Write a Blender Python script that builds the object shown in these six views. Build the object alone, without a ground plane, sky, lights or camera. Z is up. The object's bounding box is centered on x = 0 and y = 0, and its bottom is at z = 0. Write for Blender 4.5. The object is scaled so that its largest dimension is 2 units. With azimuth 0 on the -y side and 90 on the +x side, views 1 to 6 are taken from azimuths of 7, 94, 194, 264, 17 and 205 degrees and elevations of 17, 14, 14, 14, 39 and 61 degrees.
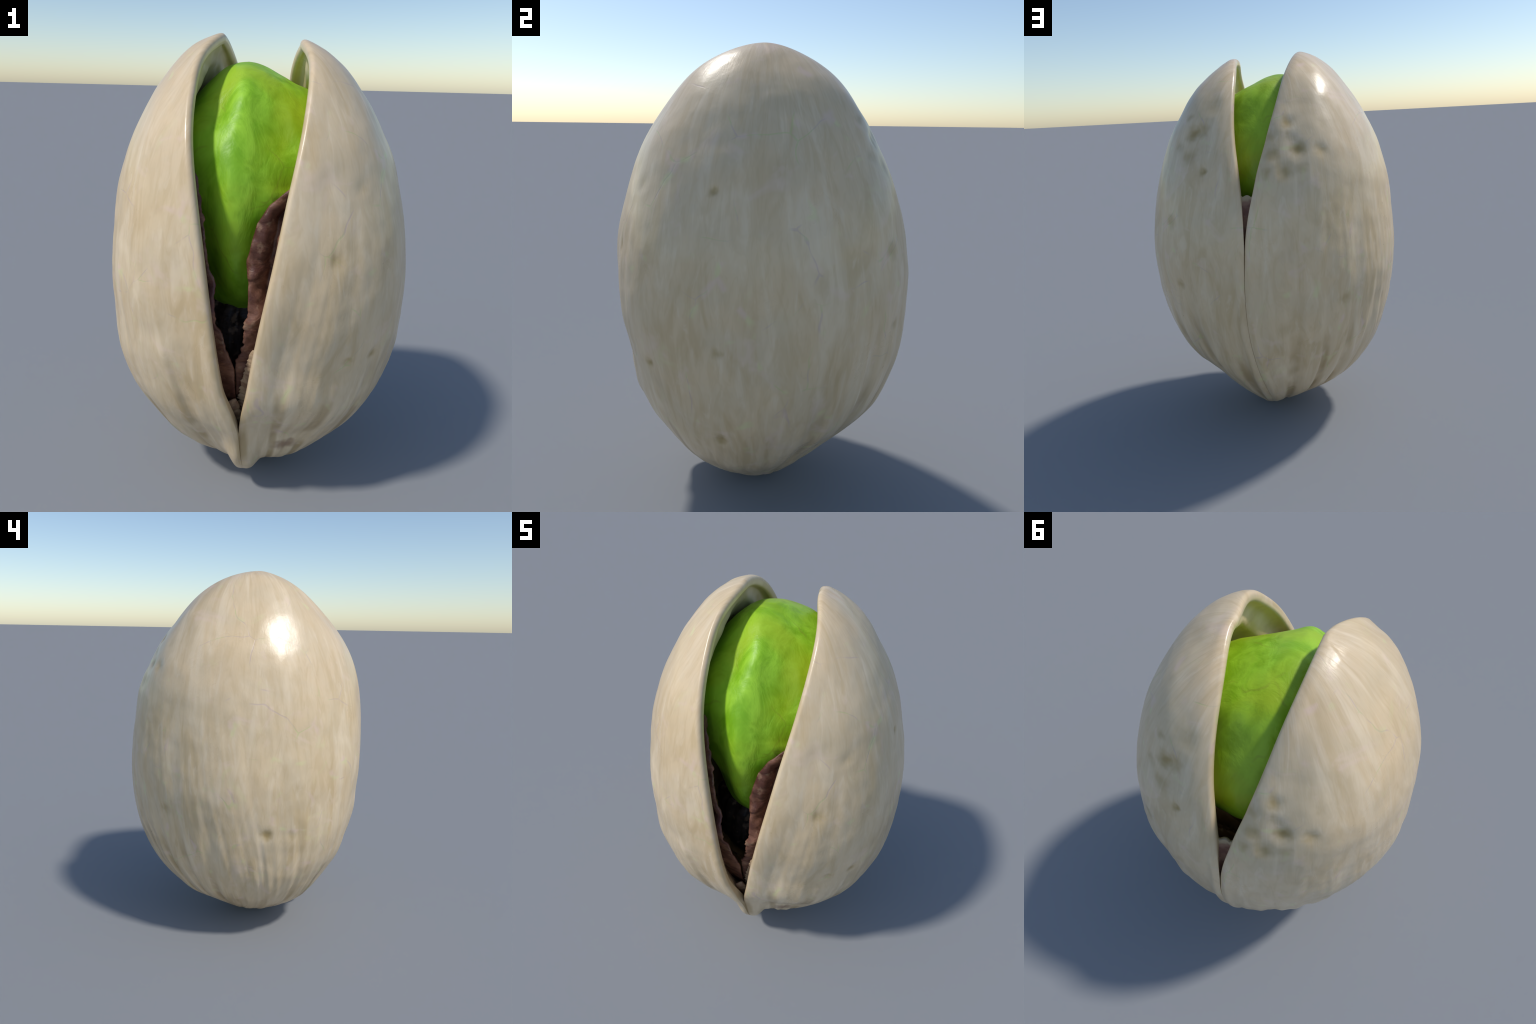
"""A pistachio nut standing on its tip: two gaping shell valves joined low down
and along the back seam, a green kernel inside, torn dark seed skin."""
import bpy, math
import numpy as np
from mathutils import Vector, noise

# ------------------------------------------------------------------ helpers
def spline(knots, values, x):
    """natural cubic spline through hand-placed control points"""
    kn = np.asarray(knots, float); y = np.asarray(values, float)
    x = np.clip(np.asarray(x, float), kn[0], kn[-1])
    n = len(kn); h = np.diff(kn)
    A = np.eye(n); b = np.zeros(n)
    for i in range(1, n - 1):
        A[i, i - 1], A[i, i], A[i, i + 1] = h[i - 1], 2 * (h[i - 1] + h[i]), h[i]
        b[i] = 6 * ((y[i + 1] - y[i]) / h[i] - (y[i] - y[i - 1]) / h[i - 1])
    m = np.linalg.solve(A, b)
    j = np.clip(np.searchsorted(kn, x) - 1, 0, n - 2); hh = h[j]
    p = (kn[j + 1] - x) / hh; q = (x - kn[j]) / hh
    return p * y[j] + q * y[j + 1] + ((p**3 - p) * m[j] + (q**3 - q) * m[j + 1]) * hh**2 / 6

def even(values, x):
    return spline(np.linspace(0, 1, len(values)), values, x)

def sm(a, b, x):
    t = np.clip((x - a) / (b - a), 0, 1)
    return t * t * (3 - 2 * t)

def perlin(P, scale, seed=0.0, octaves=2):
    """fractal noise sampled at an array of points (scale may be per axis)"""
    Q = np.asarray(P, float) * np.asarray(scale, float) + seed
    flat = Q.reshape(-1, 3)
    out = np.fromiter((noise.fractal(Vector(p), 0.7, 2.0, octaves) for p in flat), float, len(flat))
    return out.reshape(Q.shape[:-1])

def unit(V):
    return V / np.maximum(np.linalg.norm(V, axis=-1, keepdims=True), 1e-12)

def new_mesh(name, verts, faces, mat, parent):
    me = bpy.data.meshes.new(name)
    me.from_pydata([tuple(p) for p in verts], [], faces)
    me.validate(); me.update()
    for p in me.polygons: p.use_smooth = True
    ob = bpy.data.objects.new(name, me)
    bpy.context.scene.collection.objects.link(ob)
    me.materials.append(mat)
    ob.parent = parent
    return ob

# ------------------------------------------------------------------ shell form
# Every valve is a loft of arcs between its front rim and its back rim.
# v runs 0 (tip on the ground) .. 1 (apex); theta 0 (front rim) .. pi (back rim).
SHELL = dict(
    WF=[0.526, 0.632, 0.611, 0.631, 0.648, 0.658, 0.56, 0.424],
    WB=[0.25, 0.506, 0.649, 0.656, 0.631, 0.596, 0.579, 0.512],
    yc=[0.014, 0.007, -0.018],
    DL=[0.317, 0.54, 0.653, 0.637, 0.604, 0.518, 0.408, 0.274],
    DR=[0.532, 0.599, 0.7, 0.662, 0.603, 0.507, 0.404, 0.354],
    xc=[0.010, -0.01, -0.004, 0.009, 0.017, 0.065],
    xcB=[0.143, -0.014, -0.005, -0.033, -0.061, -0.213],
    gF=[-0.001, -0.003, -0.001, 0.044, 0.111, 0.18, 0.264, 0.412],
    gB=[-0.001, 0.018, 0.066, 0.059, 0.029],
    gA=[0.224, 0.08, 0.025, 0.0],
    dz=[0.013],
    shL=[-0.268, -0.164, 0.21, 0.295],
    shR=[-0.174, -0.083, 0.174, 0.344],
    e1=[1.069, 1.006, 1.003],
    e2=[1.198, 0.91, 0.884],
    tF=[0.125, 0.058, 0.013, 0.02, -0.078],
    tB=[-0.033, -0.025, 0.002, -0.012, -0.094],
)
GAP_FRONT = [0, .08, .16, .28, .42, .56, .7, .85, 1]
GAP_BACK = [.44, .52, .6, .7, .85, 1]
WALL = 0.046

def gaps(v):
    g = SHELL
    return (np.maximum(spline(GAP_FRONT, [0] + g['gF'], v), 0),
            np.maximum(spline(GAP_BACK, [0] + g['gB'], v), 0) * sm(.49, .56, v))

def valve(side, v, th):
    """point on the outer surface of one valve (side -1 or +1), vectorised"""
    g = SHELL
    sv = np.sin(np.pi * v)
    yc = even(g['yc'], v)
    i = 0 if side < 0 else 1
    k = sm(.64, 1, v)
    gF, gB = gaps(v)
    xcF = even(g['xc'], v); xcB = xcF + even(g['xcB'], v)
    # low down the two valves must share one seam, also at the very tip
    xcB = xcB - even(g['xcB'], v) * (1 - sm(0.0, .12, v))
    xm = even(g['xc'], np.ones(1))[0] + side * g['gA'][i]
    xF = (xcF + side * gF) * (1 - k) + k * xm
    xB = (xcB + side * gB) * (1 - k) + k * xm
    lean = side * g['gA'][2] * k
    yF = yc - sv * even(g['WF'], v) + side * sv * sm(.16, .5, v) * even(g['tF'], v) + lean
    yB = yc + sv * even(g['WB'], v) + side * sv * sm(.3, .6, v) * even(g['tB'], v) + lean
    z = 1 - np.cos(np.pi * v)
    if side > 0:
        z = z - g['dz'][0] * sm(.3, 1, v)
    D = sv * even(g['DL'] if side < 0 else g['DR'], v)
    c = np.cos(th); s = np.maximum(np.abs(np.sin(th)), 1e-9)
    c = np.sign(c) * np.abs(c) ** even(g['e1'], v)
    s = s ** even(g['e2'], v)
    x = (xF + xB) / 2 + (xF - xB) / 2 * c + side * D * s
    y = (yF + yB) / 2 + (yF - yB) / 2 * c + even(g['shL'] if side < 0 else g['shR'], v) * D * s
    return np.stack([x, y, z], -1)

# stains: dimpled brown pits  (x, y, z, radius, depth, strength)
PITS = [
    (.262, .436, 1.62, .040, .010, .9), (.215, .455, 1.64, .038, .007, .6), (.190, .544, 1.455, .028, .009, .95),
    (.27, .48, 1.52, .045, .006, .5), (-.258, .498, 1.526, .045, .011, .95), (-.201, .453, 1.657, .035, .009, .75),
    (-.203, .549, 1.44, .050, .008, .7), (-.14, .55, 1.52, .035, .006, .55), (-.33, .45, 1.54, .035, .007, .5),
    (-.13, .50, 1.60, .03, .004, .45), (-.11, .43, 1.72, .035, 0, .45), (.16, .40, 1.75, .05, .004, .35),
    (.354, -.549, 1.192, .040, .006, .6), (.518, -.398, .768, .030, .010, .85), (.42, -.496, .761, .026, .008, .6),
    (.30, .40, 1.70, .03, .004, .5), (.33, .42, 1.56, .04, .005, .5), (.12, .58, 1.50, .03, .004, .4), (.24, .53, 1.38, .03, .004, .4),
    (-.22, .51, 1.59, .035, .005, .6), (-.28, .52, 1.45, .04, .004, .45), (-.34, .40, 1.63, .03, .004, .4), (-.12, .58, 1.43, .03, .004, .5), (-.17, .42, 1.75, .03, .004, .4),
    (.64, -.11, .875, .030, .008, .75), (.584, -.11, .485, .030, .008, .85), (.585, -.124, 1.448, .022, .007, .7),
    (.434, -.438, 1.448, .03, .004, .4), (-.642, -.049, .724, .038, .011, .85), (-.618, -.18, .72, .030, .006, .45),
    (-.453, .453, .809, .035, .006, .5), (-.361, .478, 1.53, .035, .008, .6), (.348, .563, .894, .03, .008, .6),
    (.385, .531, 1.204, .04, .006, .5), (-.18, .60, .70, .05, .003, .3),
]

# soft swells and flats of the dome  (x, y, z, reach, height)
SWELLS = [
    (.36, -.42, 1.42, .24, -.022), (.28, -.47, .52, .20, .022), (.14, -.60, .58, .15, .036),
    (.20, -.48, .32, .12, -.036), (-.50, .36, 1.22, .27, -.029), (-.28, .32, 1.66, .20, -.022),
    (.32, .33, .26, .20, -.026), (-.22, -.20, 1.90, .17, .016), (-.12, .57, 1.42, .15, .024),
    (-.50, -.35, .40, .20, -.016), (.27, -.05, .10, .15, -.010), (-.20, .20, .10, .15, -.014),
    (.43, -.30, 1.20, .15, .008), (.24, .28, 1.80, .17, .020), (.20, -.25, 1.86, .15, .012),
    (.15, -.62, 1.15, .20, .018), (-.13, .47, 1.64, .12, .014), (.30, -.30, 1.66, .14, -.010),
    (-.12, -.50, .30, .11, -.022),
]

# ribs that fan out from the tip: number round the nut and how they wander
RIBS = (20, 1.9, .9)

def flutes(P):
    a = np.arctan2(P[..., 1], P[..., 0])
    return np.sin(RIBS[0] * a + RIBS[1] * np.sin(2 * a + .5) + RIBS[2] * np.sin(5 * a + 2 * P[..., 2]))

def rim_open(v, front):
    """0 where the two valves are fused, 1 where they gape"""
    gF, gB = gaps(v)
    return sm(0.002, .03, np.where(front, gF, gB))

def build_valve(name, side, mat, parent):
    NP, NR, NI = 400, 130, 44
    phi = np.linspace(0, 2 * np.pi, NP, endpoint=False)[:, None]
    r = (np.linspace(0, 1, NR) ** .85)[None, :]
    r = np.maximum(r, 1e-4)
    # hemisphere directions: pole on the valve's belly, equator on its rim
    a = np.sin(r * np.pi / 2)
    n1 = np.cos(r * np.pi / 2) + 0 * phi        # outward
    n2 = -a * np.sin(phi)                       # y: front is negative
    n3 = -a * np.cos(phi)                       # z
    v = np.arccos(np.clip(n3, -1, 1)) / np.pi
    th = np.arctan2(np.maximum(n1, 0), -n2)
    P = valve(side, v, th)
    def normals(P):
        dp = np.roll(P, -1, 0) - np.roll(P, 1, 0)
        dr = np.gradient(P, axis=1)
        N = unit(np.cross(dp, dr))
        if np.mean(N[:, NR // 3, 0]) * side < 0: N = -N
        N[:, 0] = unit(N[:, 1].mean(0))
        return N
    N = normals(P)
    # --- relief: ribs that fan out from the tip, soft dents, pits
    win = n1                                    # 0 on the rim, 1 on the belly
    rib = flutes(P)
    fine = perlin(np.stack([th * 11, v * 2.0, np.full_like(v, 9.0 + 5 * side)], -1), 1.0, 0, 2)
    back = sm(1.2, 2.4, th)
    low = 1 - sm(.18, .56, v)
    flute = -(np.clip(.15 - rib, 0, 1.15) / 1.15) ** 1.35 + .32       # broad ribs, narrow valleys
    mask = sm(0, .16, win) * (.15 + .85 * sm(.08, .24, v)) * sm(0, .05, v)
    where = .12 + sm(1.75, 2.3, th) * 1.2 + .45 * (1 - sm(.6, 1.2, th)) * (1.3 if side < 0 else .5)
    disp = (.0130 * low * where + .0012) * flute * mask * (1 - sm(.5, .8, v))
    disp += (.0022 + (.0065 if side < 0 else .001) * (1 - back) * (1 - sm(.3, .5, v)) + .003 * back * (1 - sm(.2, .5, v))) * fine * mask * (1 - sm(.45, .75, v))
    edge = sm(0, .25, win)
    disp += .009 * perlin(P, 2.6, 4.0, 2) * edge + .0022 * perlin(P, 8.0, 2.0, 2) * edge + .0045 * perlin(P, 4.6, 7.0, 1) * edge
    for (px, py, pz, rad, hgt) in SWELLS:
        if px * side > 0:
            d2 = ((P - np.array([px, py, pz])) ** 2).sum(-1)
            disp += hgt * np.exp(-d2 / rad ** 2)
    for (px, py, pz, rad, dep, _) in PITS:
        if dep and px * side > 0:
            d2 = ((P - np.array([px, py, pz])) ** 2).sum(-1)
            disp -= .85 * dep * np.exp(-d2 / (rad * .85) ** 2)
    # thickened lip along the open rim, and the keel at the tip
    front = (n2 < 0)
    op = rim_open(v, front)
    d_rim = (1 - r) * .6
    disp += op * (-.007 * np.exp(-((d_rim - .085) / .05) ** 2)) * sm(.02, .2, v) * (1 - sm(.78, .92, v))
    dx = np.abs(P[..., 0] - valve(side, v, np.where(front, 0, np.pi) + 0 * v)[..., 0])
    # beak: the front lips push forward into a keel where they meet
    beak = spline([0, .06, .12, .17, .24, .34, .44, .54, 1], [0, .018, .072, .084, .060, .038, .020, 0, 0], v)
    jut = np.where(front, beak * np.exp(-(dx / spline([0, .12, .18, .3, .45, 1], [.050, .048, .055, .080, .085, .09], v)) ** (4 - 2 * sm(.16, .32, v))), 0)
    # pale double lip along the closed back seam
    disp += np.where(front, 0, .010 * np.exp(-((dx - .024) / .020) ** 2) * sm(.08, .2, v) * (1 - .8 * op) * (1 - sm(.6, .75, v)))
    P = P + N * disp[..., None] + unit(N * .35 + np.array([0, -1, .30])) * jut[..., None]
    N = normals(P)
    # --- lip: round over the rim, then the inner wall
    E = P[:, -1]; NE = N[:, -1]
    tang = unit(np.roll(E, -1, 0) - np.roll(E, 1, 0))
    T = unit(np.cross(tang, NE))
    T[np.sum(T * (E - P[:, -4]), -1) < 0] *= -1
    o1 = rim_open(v[:, -1], front[:, -1])
    for _ in range(3): o1 = (np.roll(o1, 1) + o1 + np.roll(o1, -1)) / 3
    rho = (.0008 + .0175 * o1 * sm(.05, .3, v[:, -1]))
    # the back seam opens as a hairline above z = 0.5
    seam = (~front[:, -1]) * sm(.30, .36, v[:, -1]) * (1 - o1)
    rho = rho + .0010 * seam
    rho *= sm(.02, .12, v[:, -1]) * .9 + .1
    wall = WALL * (.55 + .45 * sm(0, .3, v[:, -1]))
    # fused rims must meet in the middle: no lip overhang there
    rings = []
    C = E - NE * rho[:, None]
    for k in range(1, 7):
        al = math.pi / 2 * k / 6
        rings.append(C + rho[:, None] * (math.cos(al) * NE + math.sin(al) * T))
    C2 = E - NE * (wall - rho)[:, None]
    for k in range(0, 7):
        al = math.pi / 2 * k / 6
        rings.append(C2 + rho[:, None] * (math.cos(al) * T - math.sin(al) * NE))
    # shift the outer sheet and lip back so that the lip's front stands on the rim
    shift = np.zeros_like(T); shift[:, 0] = -np.sign(T[:, 0]) * sm(0, .35, np.abs(T[:, 0])) * rho * (1 + .15 * o1)
    if side < 0:      # the left valve's front rim stands a little further out
        vv = v[:, -1]
        shift[:, 0] -= .024 * o1 * front[:, -1] * (1 - sm(.82, .95, vv)) * sm(.16, .3, vv)
    rings = [q + shift for q in rings]
    fall = np.clip((r - .89) / .11, 0, 1)[..., None] ** 1.6
    outer = P + shift[:, None] * fall
    # inner wall: same dome, smoothed, one wall thickness in
    ri = np.linspace(1, 0, NI)[1:-1]
    idx = np.interp(ri, r[0], np.arange(NR))
    lo = np.floor(idx).astype(int); w = (idx - lo)[None, :, None]
    thick = WALL + .082 * sm(0, .16, 1 - r)[..., None] * (sm(.1, .3, v) * (1 - .55 * sm(.84, .97, v)))[..., None]
    Pin = P - N * thick
    Pin = Pin[:, lo] * (1 - w) + Pin[:, np.minimum(lo + 1, NR - 1)] * w
    blend = np.clip((ri - .75) / .25, 0, 1)[None, :, None] ** 2
    ring_off = (rings[-1] - (E - NE * WALL))
    Pin = Pin + ring_off[:, None] * blend
    Pin[..., :] += (perlin(Pin, 5.0, 8.0, 2) * .006)[..., None] * N[:, lo] * (1 - blend)
    cols = [outer[:, i] for i in range(1, NR)] + rings + [Pin[:, i] for i in range(Pin.shape[1])]
    grid = np.stack(cols, 1)
    nc = grid.shape[1]
    verts = np.concatenate([grid.reshape(-1, 3), P[:, 0].mean(0)[None], Pin[:, -1].mean(0)[None]])
    faces = []
    c0, c1 = NP * nc, NP * nc + 1
    flip = side < 0
    def add(*f): faces.append(f[::-1] if flip else f)
    for i in range(NP):
        j = (i + 1) % NP
        add(c0, i * nc, j * nc)
        for k in range(nc - 1):
            add(i * nc + k, i * nc + k + 1, j * nc + k + 1, j * nc + k)
        add(i * nc + nc - 1, c1, j * nc + nc - 1)
    return new_mesh(name, verts, faces, mat, parent)

# ------------------------------------------------------------------ kernel
def build_kernel(mat, parent):
    """kernel as stacked cross-sections: radii every 45 degrees at several heights"""
    Z = [.80, .90, 1.04, 1.22, 1.42, 1.62, 1.76, 1.86, 1.896]
    #        +x   +x+y  +y   -x+y  -x   -x-y  -y   +x-y
    R = [[.00, .00, .00, .00, .00, .00, .00, .00],
         [.20, .17, .15, .17, .20, .20, .20, .20],
         [.34, .31, .29, .31, .32, .28, .31, .33],
         [.42, .42, .40, .42, .41, .38, .38, .38],
         [.42, .43, .44, .44, .46, .45, .41, .39],
         [.39, .36, .355, .37, .40, .40, .34, .34],
         [.26, .26, .27, .27, .28, .27, .25, .22],
         [.10, .12, .15, .14, .13, .14, .14, .10],
         [.00, .00, .00, .00, .00, .00, .00, .00]]
    CX = [-.03, -.03, -.02, -.01, .00, -.01, -.01, -.05, -.07]
    CY = [-.12, -.10, -.06, -.02, .00, .01, .01, .01, .01]
    R = np.array(R)
    NT, NA = 150, 220
    t = np.linspace(0, 1, NT)
    # arc parameter with flat poles
    zt = (1 - np.cos(np.pi * t)) / 2
    z = Z[0] + (Z[-1] - Z[0]) * zt
    prof = np.sin(np.pi * t)
    zk = (np.array(Z) - Z[0]) / (Z[-1] - Z[0])
    tk = np.arccos(1 - 2 * zk) / np.pi
    S = R / np.maximum(np.sin(np.pi * tk), 1e-3)[:, None]
    S[0] = S[1]; S[-1] = S[-2]
    rad8 = np.stack([spline(tk, S[:, i], t) * prof for i in range(8)], 1)
    ang = np.linspace(0, 2 * np.pi, NA, endpoint=False)
    wrap = np.concatenate([rad8[:, -3:], rad8, rad8[:, :4]], 1)
    ka = np.arange(-3, 12) * math.pi / 4
    rad = np.stack([spline(ka, wrap[i], ang) for i in range(NT)])
    cx = spline(tk, CX, t)[:, None]; cy = spline(tk, CY, t)[:, None]
    P = np.stack([cx + rad * np.cos(ang), cy + rad * np.sin(ang), np.repeat(z[:, None], NA, 1)], -1)
    out = unit(P - np.array([-.02, 0, 1.3]))
    # the front ridge where the two seed leaves meet, and the lump low on the right
    zr = P[..., 2]
    dang = np.angle(np.exp(1j * (ang[None] - math.radians(262))))
    disp = .046 * np.exp(-(dang / .21) ** 2) * sm(.9, 1.15, zr) * (1 - sm(1.7, 1.9, zr))
    dang3 = np.angle(np.exp(1j * (ang[None] - math.radians(292))))
    disp -= .012 * np.exp(-(dang3 / .16) ** 2) * sm(1.1, 1.4, zr) * (1 - sm(1.7, 1.85, zr))
    dang2 = np.angle(np.exp(1j * (ang[None] - math.radians(308))))
    disp += .018 * np.exp(-(dang2 / .3) ** 2) * sm(1.0, 1.2, zr) * (1 - sm(1.40, 1.425, zr))
    disp += .016 * perlin(P, 3.4, 3.0, 2) + .0032 * perlin(P * np.array([1, 1, .6]), 13.0, 5.0, 2)
    disp *= prof[:, None] ** .5
    P = P + out * disp[..., None]
    verts = P[1:-1].reshape(-1, 3)
    n = len(verts)
    verts = np.concatenate([verts, P[0].mean(0)[None], P[-1].mean(0)[None]])
    faces = []
    for i in range(NT - 3):
        for j in range(NA):
            k = (j + 1) % NA
            faces.append((i * NA + j, i * NA + k, (i + 1) * NA + k, (i + 1) * NA + j))
    for j in range(NA):
        k = (j + 1) % NA
        faces.append((n, k, j))
        faces.append((n + 1, (NT - 3) * NA + j, (NT - 3) * NA + k))
    return new_mesh("kernel", verts, faces, mat, parent)

# ------------------------------------------------------------------ seed skin
def section(z):
    """shell half axes at height z (x left, x right, y front, y back)"""
    v = np.arccos(np.clip(1 - z, -1, 1)) / np.pi
    hp = np.full_like(v, np.pi / 2)
    return (valve(-1, v, hp)[..., 0], valve(1, v, hp)[..., 0],
            (valve(-1, v, 0 * v)[..., 1] + valve(1, v, 0 * v)[..., 1]) / 2,
            (valve(-1, v, hp * 2)[..., 1] + valve(1, v, hp * 2)[..., 1]) / 2)

def build_skin(mat, parent):
    """papery dark skin lining the shell, torn open at the front"""
    NS, NZ = 420, 190
    s = np.linspace(-1, 1, NS)[None, :]
    t = np.linspace(0, 1, NZ)[:, None]
    side_top = 1.52; back_top = 1.16
    H = back_top + (np.where(s > 0, 1.45, side_top) - back_top) * sm(.70, .93, np.abs(s))
    H = H + .02 * perlin(np.stack([s * 9, 0 * s, 0 * s], -1), 1.0, 2.0, 3)
    z = .16 + t * (H - .16)
    xl, xr, yf, yb = section(z)
    clear = .076 + .056 * sm(.10, .32, 1 - np.abs(s)) * sm(.25, .6, z)
    ax = np.where(s < 0, -xl, xr) - clear
    # torn front edges: x of the left and right flap at each height
    zr = [.16, .60, .70, .735, .80, .90, .96, 1.10, 1.16, 1.23, 1.30, 1.37, 1.42, 1.52]
    er = [-.03, -.03, -.03, -.027, .000, .010, .024, .013, .011, .024, .043, .085, .15, .30]
    zl = [.16, .60, .70, .75, .81, .96, 1.10, 1.20, 1.36, 1.45, 1.52]
    el = [-.03, -.03, -.03, -.042, -.064, -.094, -.100, -.130, -.150, -.166, -.21]
    def lin(k, e): return np.interp(z, k, e)
    jag = perlin(np.stack([0 * z, 0 * z, z * 48], -1), 1.0, 1.0, 2)
    jag2 = perlin(np.stack([0 * z, 0 * z, z * 9], -1), 1.0, 6.0, 2)
    xr_e = lin(zr, er) + (.012 * jag * (1 - sm(.9, 1.0, z)) + .006 * jag2) * sm(.70, .76, z)
    xl_e = lin(zl, el) + (.004 * jag + .012 * jag2) * sm(.72, .78, z)
    b = -yf - clear - .012 - np.where(s > 0, .075 * sm(.88, 1.15, z), -.02)
    # angle from the front (-y) direction; positive toward +x
    aR = np.arcsin(np.clip(xr_e / np.maximum(ax, .05), -1, 1))
    aL = np.arcsin(np.clip(xl_e / np.maximum(ax, .05), -1, 1))
    ang = np.where(s >= 0, np.pi - (np.pi - aR) * s, np.pi + (np.pi + aL) * (-s))
    cs = np.cos(ang); sn = np.sin(ang)
    x = ax * sn
    yb2 = yb - clear
    y = np.where(cs > 0, -b * cs, -yb2 * cs)
    P = np.stack([x, y, z], -1)
    # folds beside the tear, wrinkles elsewhere
    cen = np.stack([0 * x, 0 * x, z], -1)
    N = unit(P - cen)
    d = (1 - np.abs(s)) * np.pi * .5
    upper = sm(.78, .95, z)
    right = (s > 0)
    wav = .02 * perlin(np.stack([0 * z, 0 * z, z * 7], -1), 1.0, 4.0, 2)
    dd = d + wav
    fold = (.018 * np.exp(-((dd - .015) / .035) ** 2) - .038 * np.exp(-((dd - .080) / .022) ** 2)
            + .014 * np.exp(-((dd - .125) / .025) ** 2) - .02 * np.exp(-((dd - .20) / .03) ** 2))
    fold = fold + .014 * perlin(P, (17, 17, 13), 8.0, 2) * np.exp(-(d / .25) ** 2)
    wr = .022 * perlin(P, (7, 7, 4.5), 3.0, 2) + .0045 * perlin(P, (15, 15, 26), 5.0, 2)
    wr *= .35 + .65 * np.exp(-(d / .5) ** 2)
    P = P + N * (fold * upper + wr)[..., None]
    verts = P.reshape(-1, 3)
    faces = [(i * NS + j, i * NS + j + 1, (i + 1) * NS + j + 1, (i + 1) * NS + j)
             for i in range(NZ - 1) for j in range(NS - 1)]
    ob = new_mesh("seed_skin", verts, faces, mat, parent)
    m = ob.modifiers.new("thickness", 'SOLIDIFY'); m.thickness = .008; m.offset = 0
    return ob

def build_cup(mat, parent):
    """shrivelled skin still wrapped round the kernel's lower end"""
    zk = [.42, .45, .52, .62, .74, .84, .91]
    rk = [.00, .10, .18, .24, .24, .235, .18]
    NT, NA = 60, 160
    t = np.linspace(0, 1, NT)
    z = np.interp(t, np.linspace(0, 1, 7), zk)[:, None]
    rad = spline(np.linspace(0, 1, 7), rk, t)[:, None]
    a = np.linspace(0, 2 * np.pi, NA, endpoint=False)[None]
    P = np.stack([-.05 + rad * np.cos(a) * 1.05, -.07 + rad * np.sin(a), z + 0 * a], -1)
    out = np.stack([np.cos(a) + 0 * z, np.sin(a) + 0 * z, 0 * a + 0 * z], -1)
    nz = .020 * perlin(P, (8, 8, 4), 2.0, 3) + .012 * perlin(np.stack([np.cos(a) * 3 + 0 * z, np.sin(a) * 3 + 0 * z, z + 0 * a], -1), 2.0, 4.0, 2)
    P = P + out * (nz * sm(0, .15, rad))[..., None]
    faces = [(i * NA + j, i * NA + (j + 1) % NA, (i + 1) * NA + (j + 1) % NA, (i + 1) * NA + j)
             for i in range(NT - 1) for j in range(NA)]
    ob = new_mesh("dark_lower_cup", P.reshape(-1, 3), faces, mat, parent)
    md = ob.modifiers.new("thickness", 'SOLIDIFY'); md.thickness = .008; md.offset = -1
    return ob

# ------------------------------------------------------------------ shell lining shreds
def build_lining(name, side, front, z0, z1, reach, mat, parent, seed):
    """ragged tan lining that peeps out just inside an open rim"""
    n, m = 150, 12
    u = np.linspace(0, 1, n)
    z = z0 + (z1 - z0) * u
    v = np.arccos(np.clip(1 - z, -1, 1)) / np.pi
    E = valve(side, v, np.full_like(v, 0.0 if front else np.pi))
    inw = np.array([0, 1.0 if front else -1.0, 0.25])
    rag = perlin(np.stack([0 * z, 0 * z, z * 34], -1), 1.0, seed, 3)
    w = reach * np.clip(np.sin(np.pi * np.clip(u, 0, 1)) ** .5 * (1 + .75 * rag), .05, 2)
    rows = []
    for k in range(m):
        f = k / (m - 1)
        Q = E + inw * (.030 + .022 * f) + np.array([1.0, 0, 0]) * (-side) * (w[:, None] * f - .03 * (1 - f))
        rows.append(Q + .003 * perlin(Q, 30, seed, 2)[:, None] * inw)
    P = np.stack(rows, 1)
    verts = P.reshape(-1, 3)
    faces = [(i * m + j, i * m + j + 1, (i + 1) * m + j + 1, (i + 1) * m + j) for i in range(n - 1) for j in range(m - 1)]
    ob = new_mesh(name, verts, faces, mat, parent)
    md = ob.modifiers.new("thickness", 'SOLIDIFY'); md.thickness = .008; md.offset = 0
    return ob

def build_web(mat, parent):
    """bit of torn lining that bridges the bottom of the back split"""
    n, m = 60, 40
    u = np.linspace(0, 1, n)[:, None]; w = np.linspace(-1, 1, m)[None, :]
    top = 1.325 + .012 * np.abs(np.sin(w * 3.1 + .9)) + .012 * w**2 + 0 * u
    z = .95 + u * (top - .95)
    v = np.arccos(np.clip(1 - z, -1, 1)) / np.pi
    L = valve(-1, v, np.full_like(v, np.pi)); Rr = valve(1, v, np.full_like(v, np.pi))
    f = (w + 1) / 2
    grow = np.array([.02, 0, 0])
    P = (L - grow) * (1 - f)[..., None] + (Rr + grow) * f[..., None]
    P[..., 1] -= .036 + .012 * (1 - w**2)
    verts = P.reshape(-1, 3)
    faces = [(i * m + j, i * m + j + 1, (i + 1) * m + j + 1, (i + 1) * m + j) for i in range(n - 1) for j in range(m - 1)]
    ob = new_mesh("torn_lining", verts, faces, mat, parent)
    md = ob.modifiers.new("thickness", 'SOLIDIFY'); md.thickness = .014; md.offset = 0
    return ob

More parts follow.
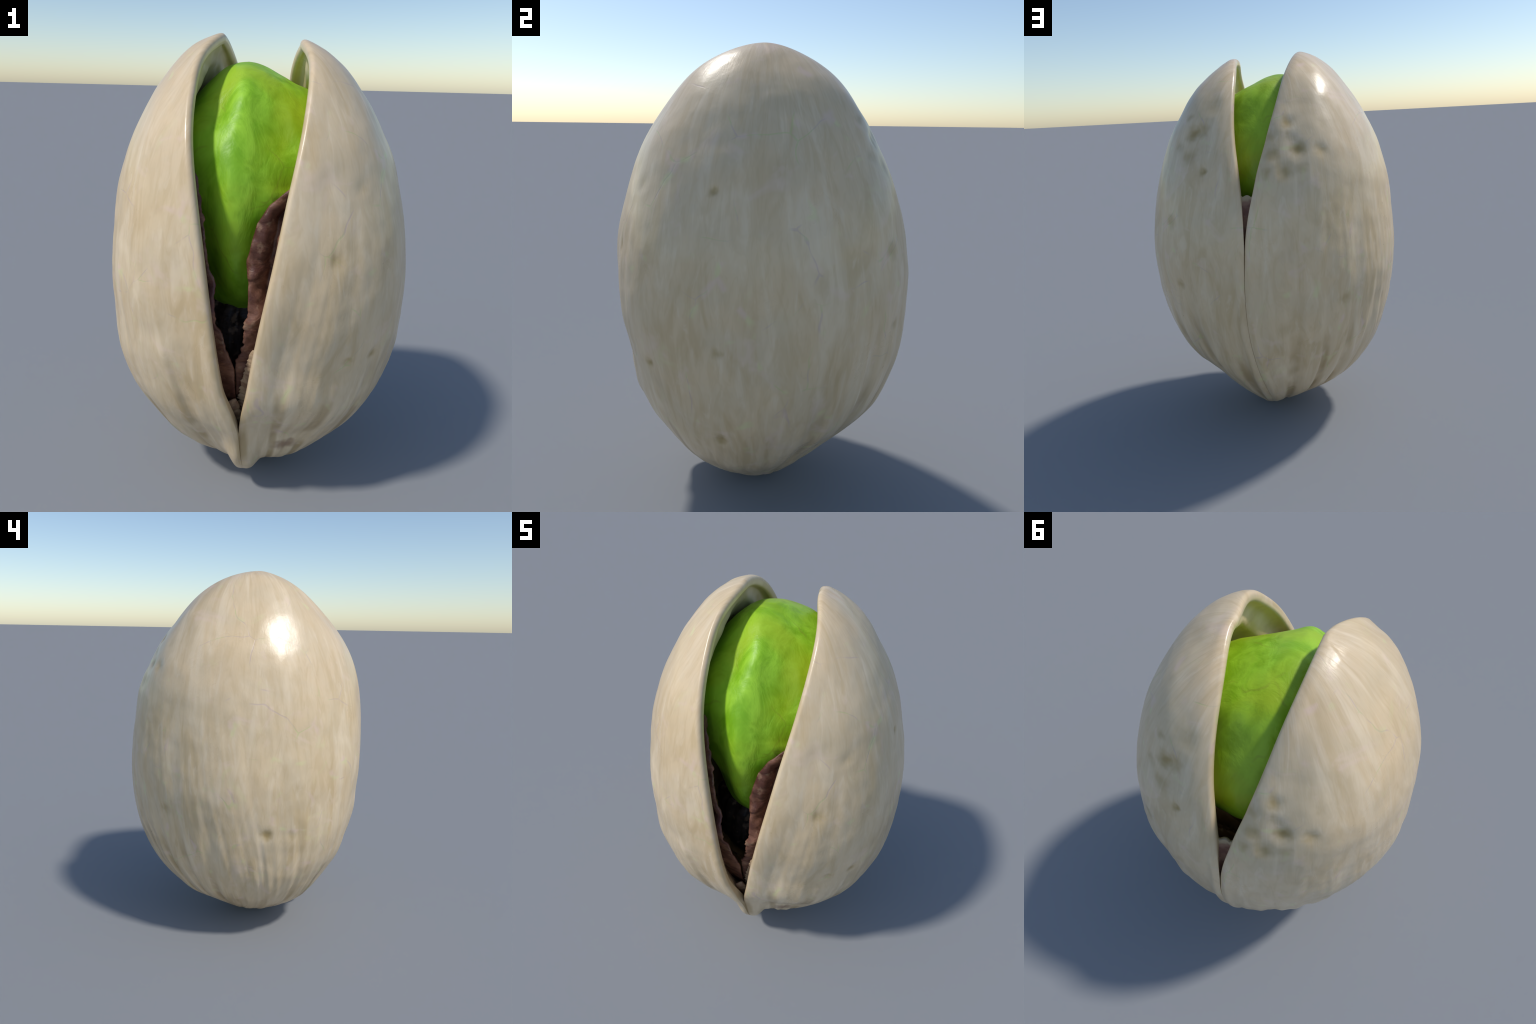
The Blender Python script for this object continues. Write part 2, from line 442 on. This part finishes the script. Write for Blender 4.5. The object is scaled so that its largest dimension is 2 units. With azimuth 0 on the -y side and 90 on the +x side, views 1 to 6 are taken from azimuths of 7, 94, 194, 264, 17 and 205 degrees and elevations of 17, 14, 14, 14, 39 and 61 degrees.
# ------------------------------------------------------------------ materials
class Nodes:
    def __init__(self, name):
        self.mat = bpy.data.materials.new(name); self.mat.use_nodes = True
        self.t = self.mat.node_tree; self.t.nodes.clear()
        self.out = self.t.nodes.new("ShaderNodeOutputMaterial")
        self.bsdf = self.t.nodes.new("ShaderNodeBsdfPrincipled")
        self.t.links.new(self.bsdf.outputs[0], self.out.inputs[0])
        self.pos = self.t.nodes.new("ShaderNodeTexCoord").outputs["Object"]
    def put(self, sock, val):
        if isinstance(val, bpy.types.NodeSocket): self.t.links.new(val, sock)
        else: sock.default_value = val
    def vec(self, op, a, b=None, out=0):
        n = self.t.nodes.new("ShaderNodeVectorMath"); n.operation = op
        self.put(n.inputs[0], a)
        if b is not None: self.put(n.inputs[1], b)
        return n.outputs[out]
    def math(self, op, a, b=0.0, clamp=False):
        n = self.t.nodes.new("ShaderNodeMath"); n.operation = op; n.use_clamp = clamp
        self.put(n.inputs[0], a); self.put(n.inputs[1], b)
        return n.outputs[0]
    def noise(self, vec, scale, detail=3.0, rough=.55, dist=0.0, color=False):
        n = self.t.nodes.new("ShaderNodeTexNoise")
        self.put(n.inputs["Vector"], vec); n.inputs["Scale"].default_value = scale
        n.inputs["Detail"].default_value = detail; n.inputs["Roughness"].default_value = rough
        n.inputs["Distortion"].default_value = dist
        return n.outputs["Color" if color else 0]
    def crack(self, vec, scale):
        n = self.t.nodes.new("ShaderNodeTexVoronoi"); n.feature = 'DISTANCE_TO_EDGE'
        self.put(n.inputs["Vector"], vec); n.inputs["Scale"].default_value = scale
        return n.outputs["Distance"]
    def ramp(self, val, a, b, lo=0.0, hi=1.0):
        n = self.t.nodes.new("ShaderNodeMapRange"); n.interpolation_type = 'SMOOTHSTEP'
        self.put(n.inputs[0], val)
        for i, x in enumerate((a, b, lo, hi)): n.inputs[i + 1].default_value = x
        return n.outputs[0]
    def mix(self, f, a, b):
        n = self.t.nodes.new("ShaderNodeMix"); n.data_type = 'RGBA'
        self.put(n.inputs[0], f)
        for s, c in ((n.inputs[6], a), (n.inputs[7], b)):
            self.put(s, c if isinstance(c, bpy.types.NodeSocket) else (*c, 1.0))
        return n.outputs[2]
    def sep(self, vec):
        n = self.t.nodes.new("ShaderNodeSeparateXYZ"); self.put(n.inputs[0], vec); return n.outputs
    def comb(self, x, y, z):
        n = self.t.nodes.new("ShaderNodeCombineXYZ")
        for s, c in zip(n.inputs, (x, y, z)): self.put(s, c)
        return n.outputs[0]
    def bump(self, h, strength, dist):
        n = self.t.nodes.new("ShaderNodeBump"); self.put(n.inputs["Height"], h)
        n.inputs["Strength"].default_value = strength; n.inputs["Distance"].default_value = dist
        self.t.links.new(n.outputs[0], self.bsdf.inputs["Normal"])
    def finish(self, color, rough, spec=.5):
        self.put(self.bsdf.inputs["Base Color"], color); self.put(self.bsdf.inputs["Roughness"], rough)
        self.bsdf.inputs["Specular IOR Level"].default_value = spec
        return self.mat

CREAM = (.74, .560, .345); PALE = (.80, .640, .435); TAN = (.58, .420, .220); GREY = (.68, .535, .345)

def shell_material():
    n = Nodes("pistachio_shell")
    p = n.pos; c = n.sep(p)
    # meridian coordinates: streaks run from tip to apex
    rad = n.vec('NORMALIZE', n.comb(c[0], c[1], 0.08))
    r2 = n.sep(rad)
    mer = n.comb(r2[0], r2[1], n.math('MULTIPLY', c[2], .42))
    streak = n.noise(mer, 6.0, 3, .55, .9)
    fine = n.noise(mer, 19.0, 3, .6, .8)
    cloud = n.noise(p, 3.2, 4, .6, .4)
    col = n.mix(n.ramp(cloud, .35, .68), CREAM, GREY)
    col = n.mix(n.math('MULTIPLY', n.ramp(streak, .50, .70), .75), col, PALE)
    tanf = n.math('MULTIPLY', n.ramp(streak, .48, .32), n.ramp(c[2], 1.6, .2, .42, .72))
    col = n.mix(tanf, col, TAN)
    col = n.mix(n.math('MULTIPLY', n.ramp(fine, .50, .34), .14), col, TAN)
    mid = n.noise(mer, 11.0, 3, .6, 1.6)
    col = n.mix(n.math('MULTIPLY', n.ramp(mid, .52, .36), .26), col, TAN)
    col = n.mix(n.math('MULTIPLY', n.ramp(mid, .56, .72), .36), col, (.82, .67, .48))
    # dust settled in the valleys between the ribs
    az = n.math('ARCTAN2', c[1], c[0])
    w1 = n.math('MULTIPLY', n.math('SINE', n.math('ADD', n.math('MULTIPLY', az, 2.0), .5)), RIBS[1])
    w2 = n.math('MULTIPLY', n.math('SINE', n.math('ADD', n.math('MULTIPLY', az, 5.0), n.math('MULTIPLY', c[2], 2.0))), RIBS[2])
    rib = n.math('SINE', n.math('ADD', n.math('MULTIPLY', az, float(RIBS[0])), n.math('ADD', w1, w2)))
    patch = n.ramp(n.noise(p, 4.5, 2), .36, .60)
    belly = n.ramp(n.math('ABSOLUTE', r2[0]), .97, .84)
    val = n.math('MULTIPLY', n.math('MULTIPLY', n.math('MULTIPLY', n.ramp(rib, -.30, -.95), belly), patch), n.ramp(c[2], .90, .35))
    col = n.mix(n.math('MULTIPLY', val, .85), col, (.43, .30, .14))
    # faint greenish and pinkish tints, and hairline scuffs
    tint = n.noise(p, 6.5, 3, .6, .8, color=True); tc = n.t.nodes.new("ShaderNodeSeparateColor"); n.put(tc.inputs[0], tint)
    col = n.mix(n.math('MULTIPLY', n.ramp(tc.outputs[0], .58, .74), .45), col, (.80, .60, .47))
    col = n.mix(n.math('MULTIPLY', n.ramp(tc.outputs[1], .60, .76), .40), col, (.70, .62, .33))
    wp = n.vec('ADD', p, n.vec('MULTIPLY', n.noise(p, 4.0, 2, color=True), (.12, .12, .12)))
    cr = n.crack(wp, 3.6)
    line = n.math('MULTIPLY', n.ramp(cr, .014, .003), n.ramp(n.noise(p, 5.2, 2), .53, .63))
    lc = n.mix(n.ramp(n.noise(p, 7.5, 1), .46, .54), (.50, .56, .22), (.52, .38, .38))
    col = n.mix(n.math('MULTIPLY', line, .40), col, lc)
    halo = n.math('MULTIPLY', n.ramp(cr, .075, .01), n.ramp(n.noise(p, 8.5, 2), .56, .68))
    hc = n.mix(n.ramp(n.noise(p, 10.0, 1), .45, .55), (.70, .68, .34), (.78, .57, .47))
    col = n.mix(n.math('MULTIPLY', halo, .50), col, hc)
    # brown pits
    wob = n.vec('ADD', p, n.vec('MULTIPLY', n.vec('SUBTRACT', n.noise(p, 14.0, 2, color=True), (.5, .5, .5)), (.07, .07, .07)))
    spot = None
    for (x, y, z, r, _, k) in PITS:
        d = n.vec('DISTANCE', wob, (x, y, z), out=1)
        s = n.ramp(d, r * 1.30, r * .1, 0, k)
        spot = s if spot is None else n.math('MAXIMUM', spot, s)
    col = n.mix(n.math('MULTIPLY', spot, .88), col, (.36, .24, .068))
    d = n.vec('DISTANCE', n.vec('MULTIPLY', wob, (1, 1.2, 2.0)), (.175, -.393 * 1.2, .275 * 2), out=1)
    col = n.mix(n.ramp(d, .085, .02, 0, .75), col, (.22, .11, .06))
    # olive inside wall: faces that look at the nut's long axis
    g = n.t.nodes.new("ShaderNodeNewGeometry")
    axis = n.vec('SUBTRACT', n.comb(c[0], c[1], c[2]), (0, 0, .95))
    inner = n.ramp(n.vec('DOT_PRODUCT', n.vec('MULTIPLY', axis, (1, 1, .5)), g.outputs["Normal"], out=1), -.05, -.20)
    olive = n.mix(n.ramp(n.noise(p, 7.0, 3), .4, .62), (.68, .53, .29), (.80, .63, .40))
    col = n.mix(inner, col, olive)
    h = n.math('ADD', n.math('MULTIPLY', fine, .2), n.math('MULTIPLY', n.noise(p, 9.0, 4), .8))
    h = n.math('SUBTRACT', h, n.math('MULTIPLY', line, .08))
    n.bump(h, .3, .008)
    return n.finish(col, n.ramp(cloud, .3, .7, .27, .36), .5)

def kernel_material():
    n = Nodes("green_kernel")
    p = n.pos; c = n.sep(p)
    st = n.vec('MULTIPLY', p, (1, 1, .55))
    a = n.noise(st, 9.0, 4, .6, .5); b = n.noise(p, 3.0, 3, .5, .4)
    col = n.mix(n.ramp(a, .35, .66), (.21, .46, .008), (.36, .66, .035))
    yel = n.math('ADD', n.math('ADD', n.ramp(b, .45, .70, 0, .6), n.ramp(c[0], .05, .28, 0, .55)), n.ramp(c[1], .02, .38, 0, .45), True)
    col = n.mix(n.math('MULTIPLY', yel, .75), col, (.37, .42, .006))
    wp = n.vec('ADD', p, n.vec('MULTIPLY', n.noise(p, 6.0, 2, color=True), (.16, .16, .16)))
    cr = n.crack(wp, 3.2)
    line = n.math('MULTIPLY', n.ramp(cr, .022, .004), n.ramp(n.noise(p, 5.0, 2), .48, .60))
    col = n.mix(n.math('MULTIPLY', line, .28), col, (.22, .20, .02))
    n.bump(n.math('ADD', a, n.math('MULTIPLY', n.noise(st, 24.0, 3), .3)), .35, .018)
    return n.finish(col, .46, .45)

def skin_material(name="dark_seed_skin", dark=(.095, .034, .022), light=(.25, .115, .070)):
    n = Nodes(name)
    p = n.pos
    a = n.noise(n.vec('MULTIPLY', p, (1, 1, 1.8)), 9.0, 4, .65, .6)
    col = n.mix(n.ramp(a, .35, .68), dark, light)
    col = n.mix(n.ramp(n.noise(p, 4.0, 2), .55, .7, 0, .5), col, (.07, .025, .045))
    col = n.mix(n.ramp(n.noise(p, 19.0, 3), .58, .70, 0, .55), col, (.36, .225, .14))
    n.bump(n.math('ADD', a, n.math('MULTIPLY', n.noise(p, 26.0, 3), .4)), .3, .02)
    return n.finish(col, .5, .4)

def lining_material():
    n = Nodes("tan_lining")
    p = n.pos; a = n.noise(p, 14.0, 3, .6)
    col = n.mix(n.ramp(a, .38, .62), (.26, .15, .095), (.48, .34, .21))
    n.bump(n.noise(p, 40.0, 3), .4, .01)
    return n.finish(col, .5, .4)

def web_material():
    n = Nodes("stained_lining")
    p = n.pos; c = n.sep(p)
    edge = n.ramp(n.math('ADD', c[2], n.math('MULTIPLY', n.noise(p, 30.0, 2), .03)), 1.315, 1.335)
    col = n.mix(edge, n.mix(n.ramp(n.noise(p, 18.0, 3), .4, .6), (.22, .10, .068), (.34, .19, .125)), (.50, .38, .23))
    n.bump(n.noise(p, 40.0, 3), .4, .01)
    return n.finish(col, .5, .4)

# ------------------------------------------------------------------ assembly
def main():
    for o in list(bpy.data.objects): bpy.data.objects.remove(o)
    nut = bpy.data.objects.new("pistachio_nut", None)
    bpy.context.scene.collection.objects.link(nut)
    nut["label"] = "open pistachio nut with cream shell and bright green kernel"
    nut["category"] = "pistachio nut"
    shell = shell_material(); lining = lining_material()
    for side in (-1, 1):
        build_valve("shell_half", side, shell, nut)
    build_kernel(kernel_material(), nut)
    skin = skin_material()
    build_skin(skin, nut)
    build_cup(skin_material("painted_slit_shadow", (.030, .016, .013), (.075, .042, .032)), nut)  # skin colours darkened to paint the shade deep in the slit
    build_lining("ragged_lining", 1, True, .22, .80, .026, lining, nut, 1.0)
    build_lining("ragged_lining", -1, True, .22, .55, .012, lining, nut, 5.0)
    build_web(web_material(), nut)

main()
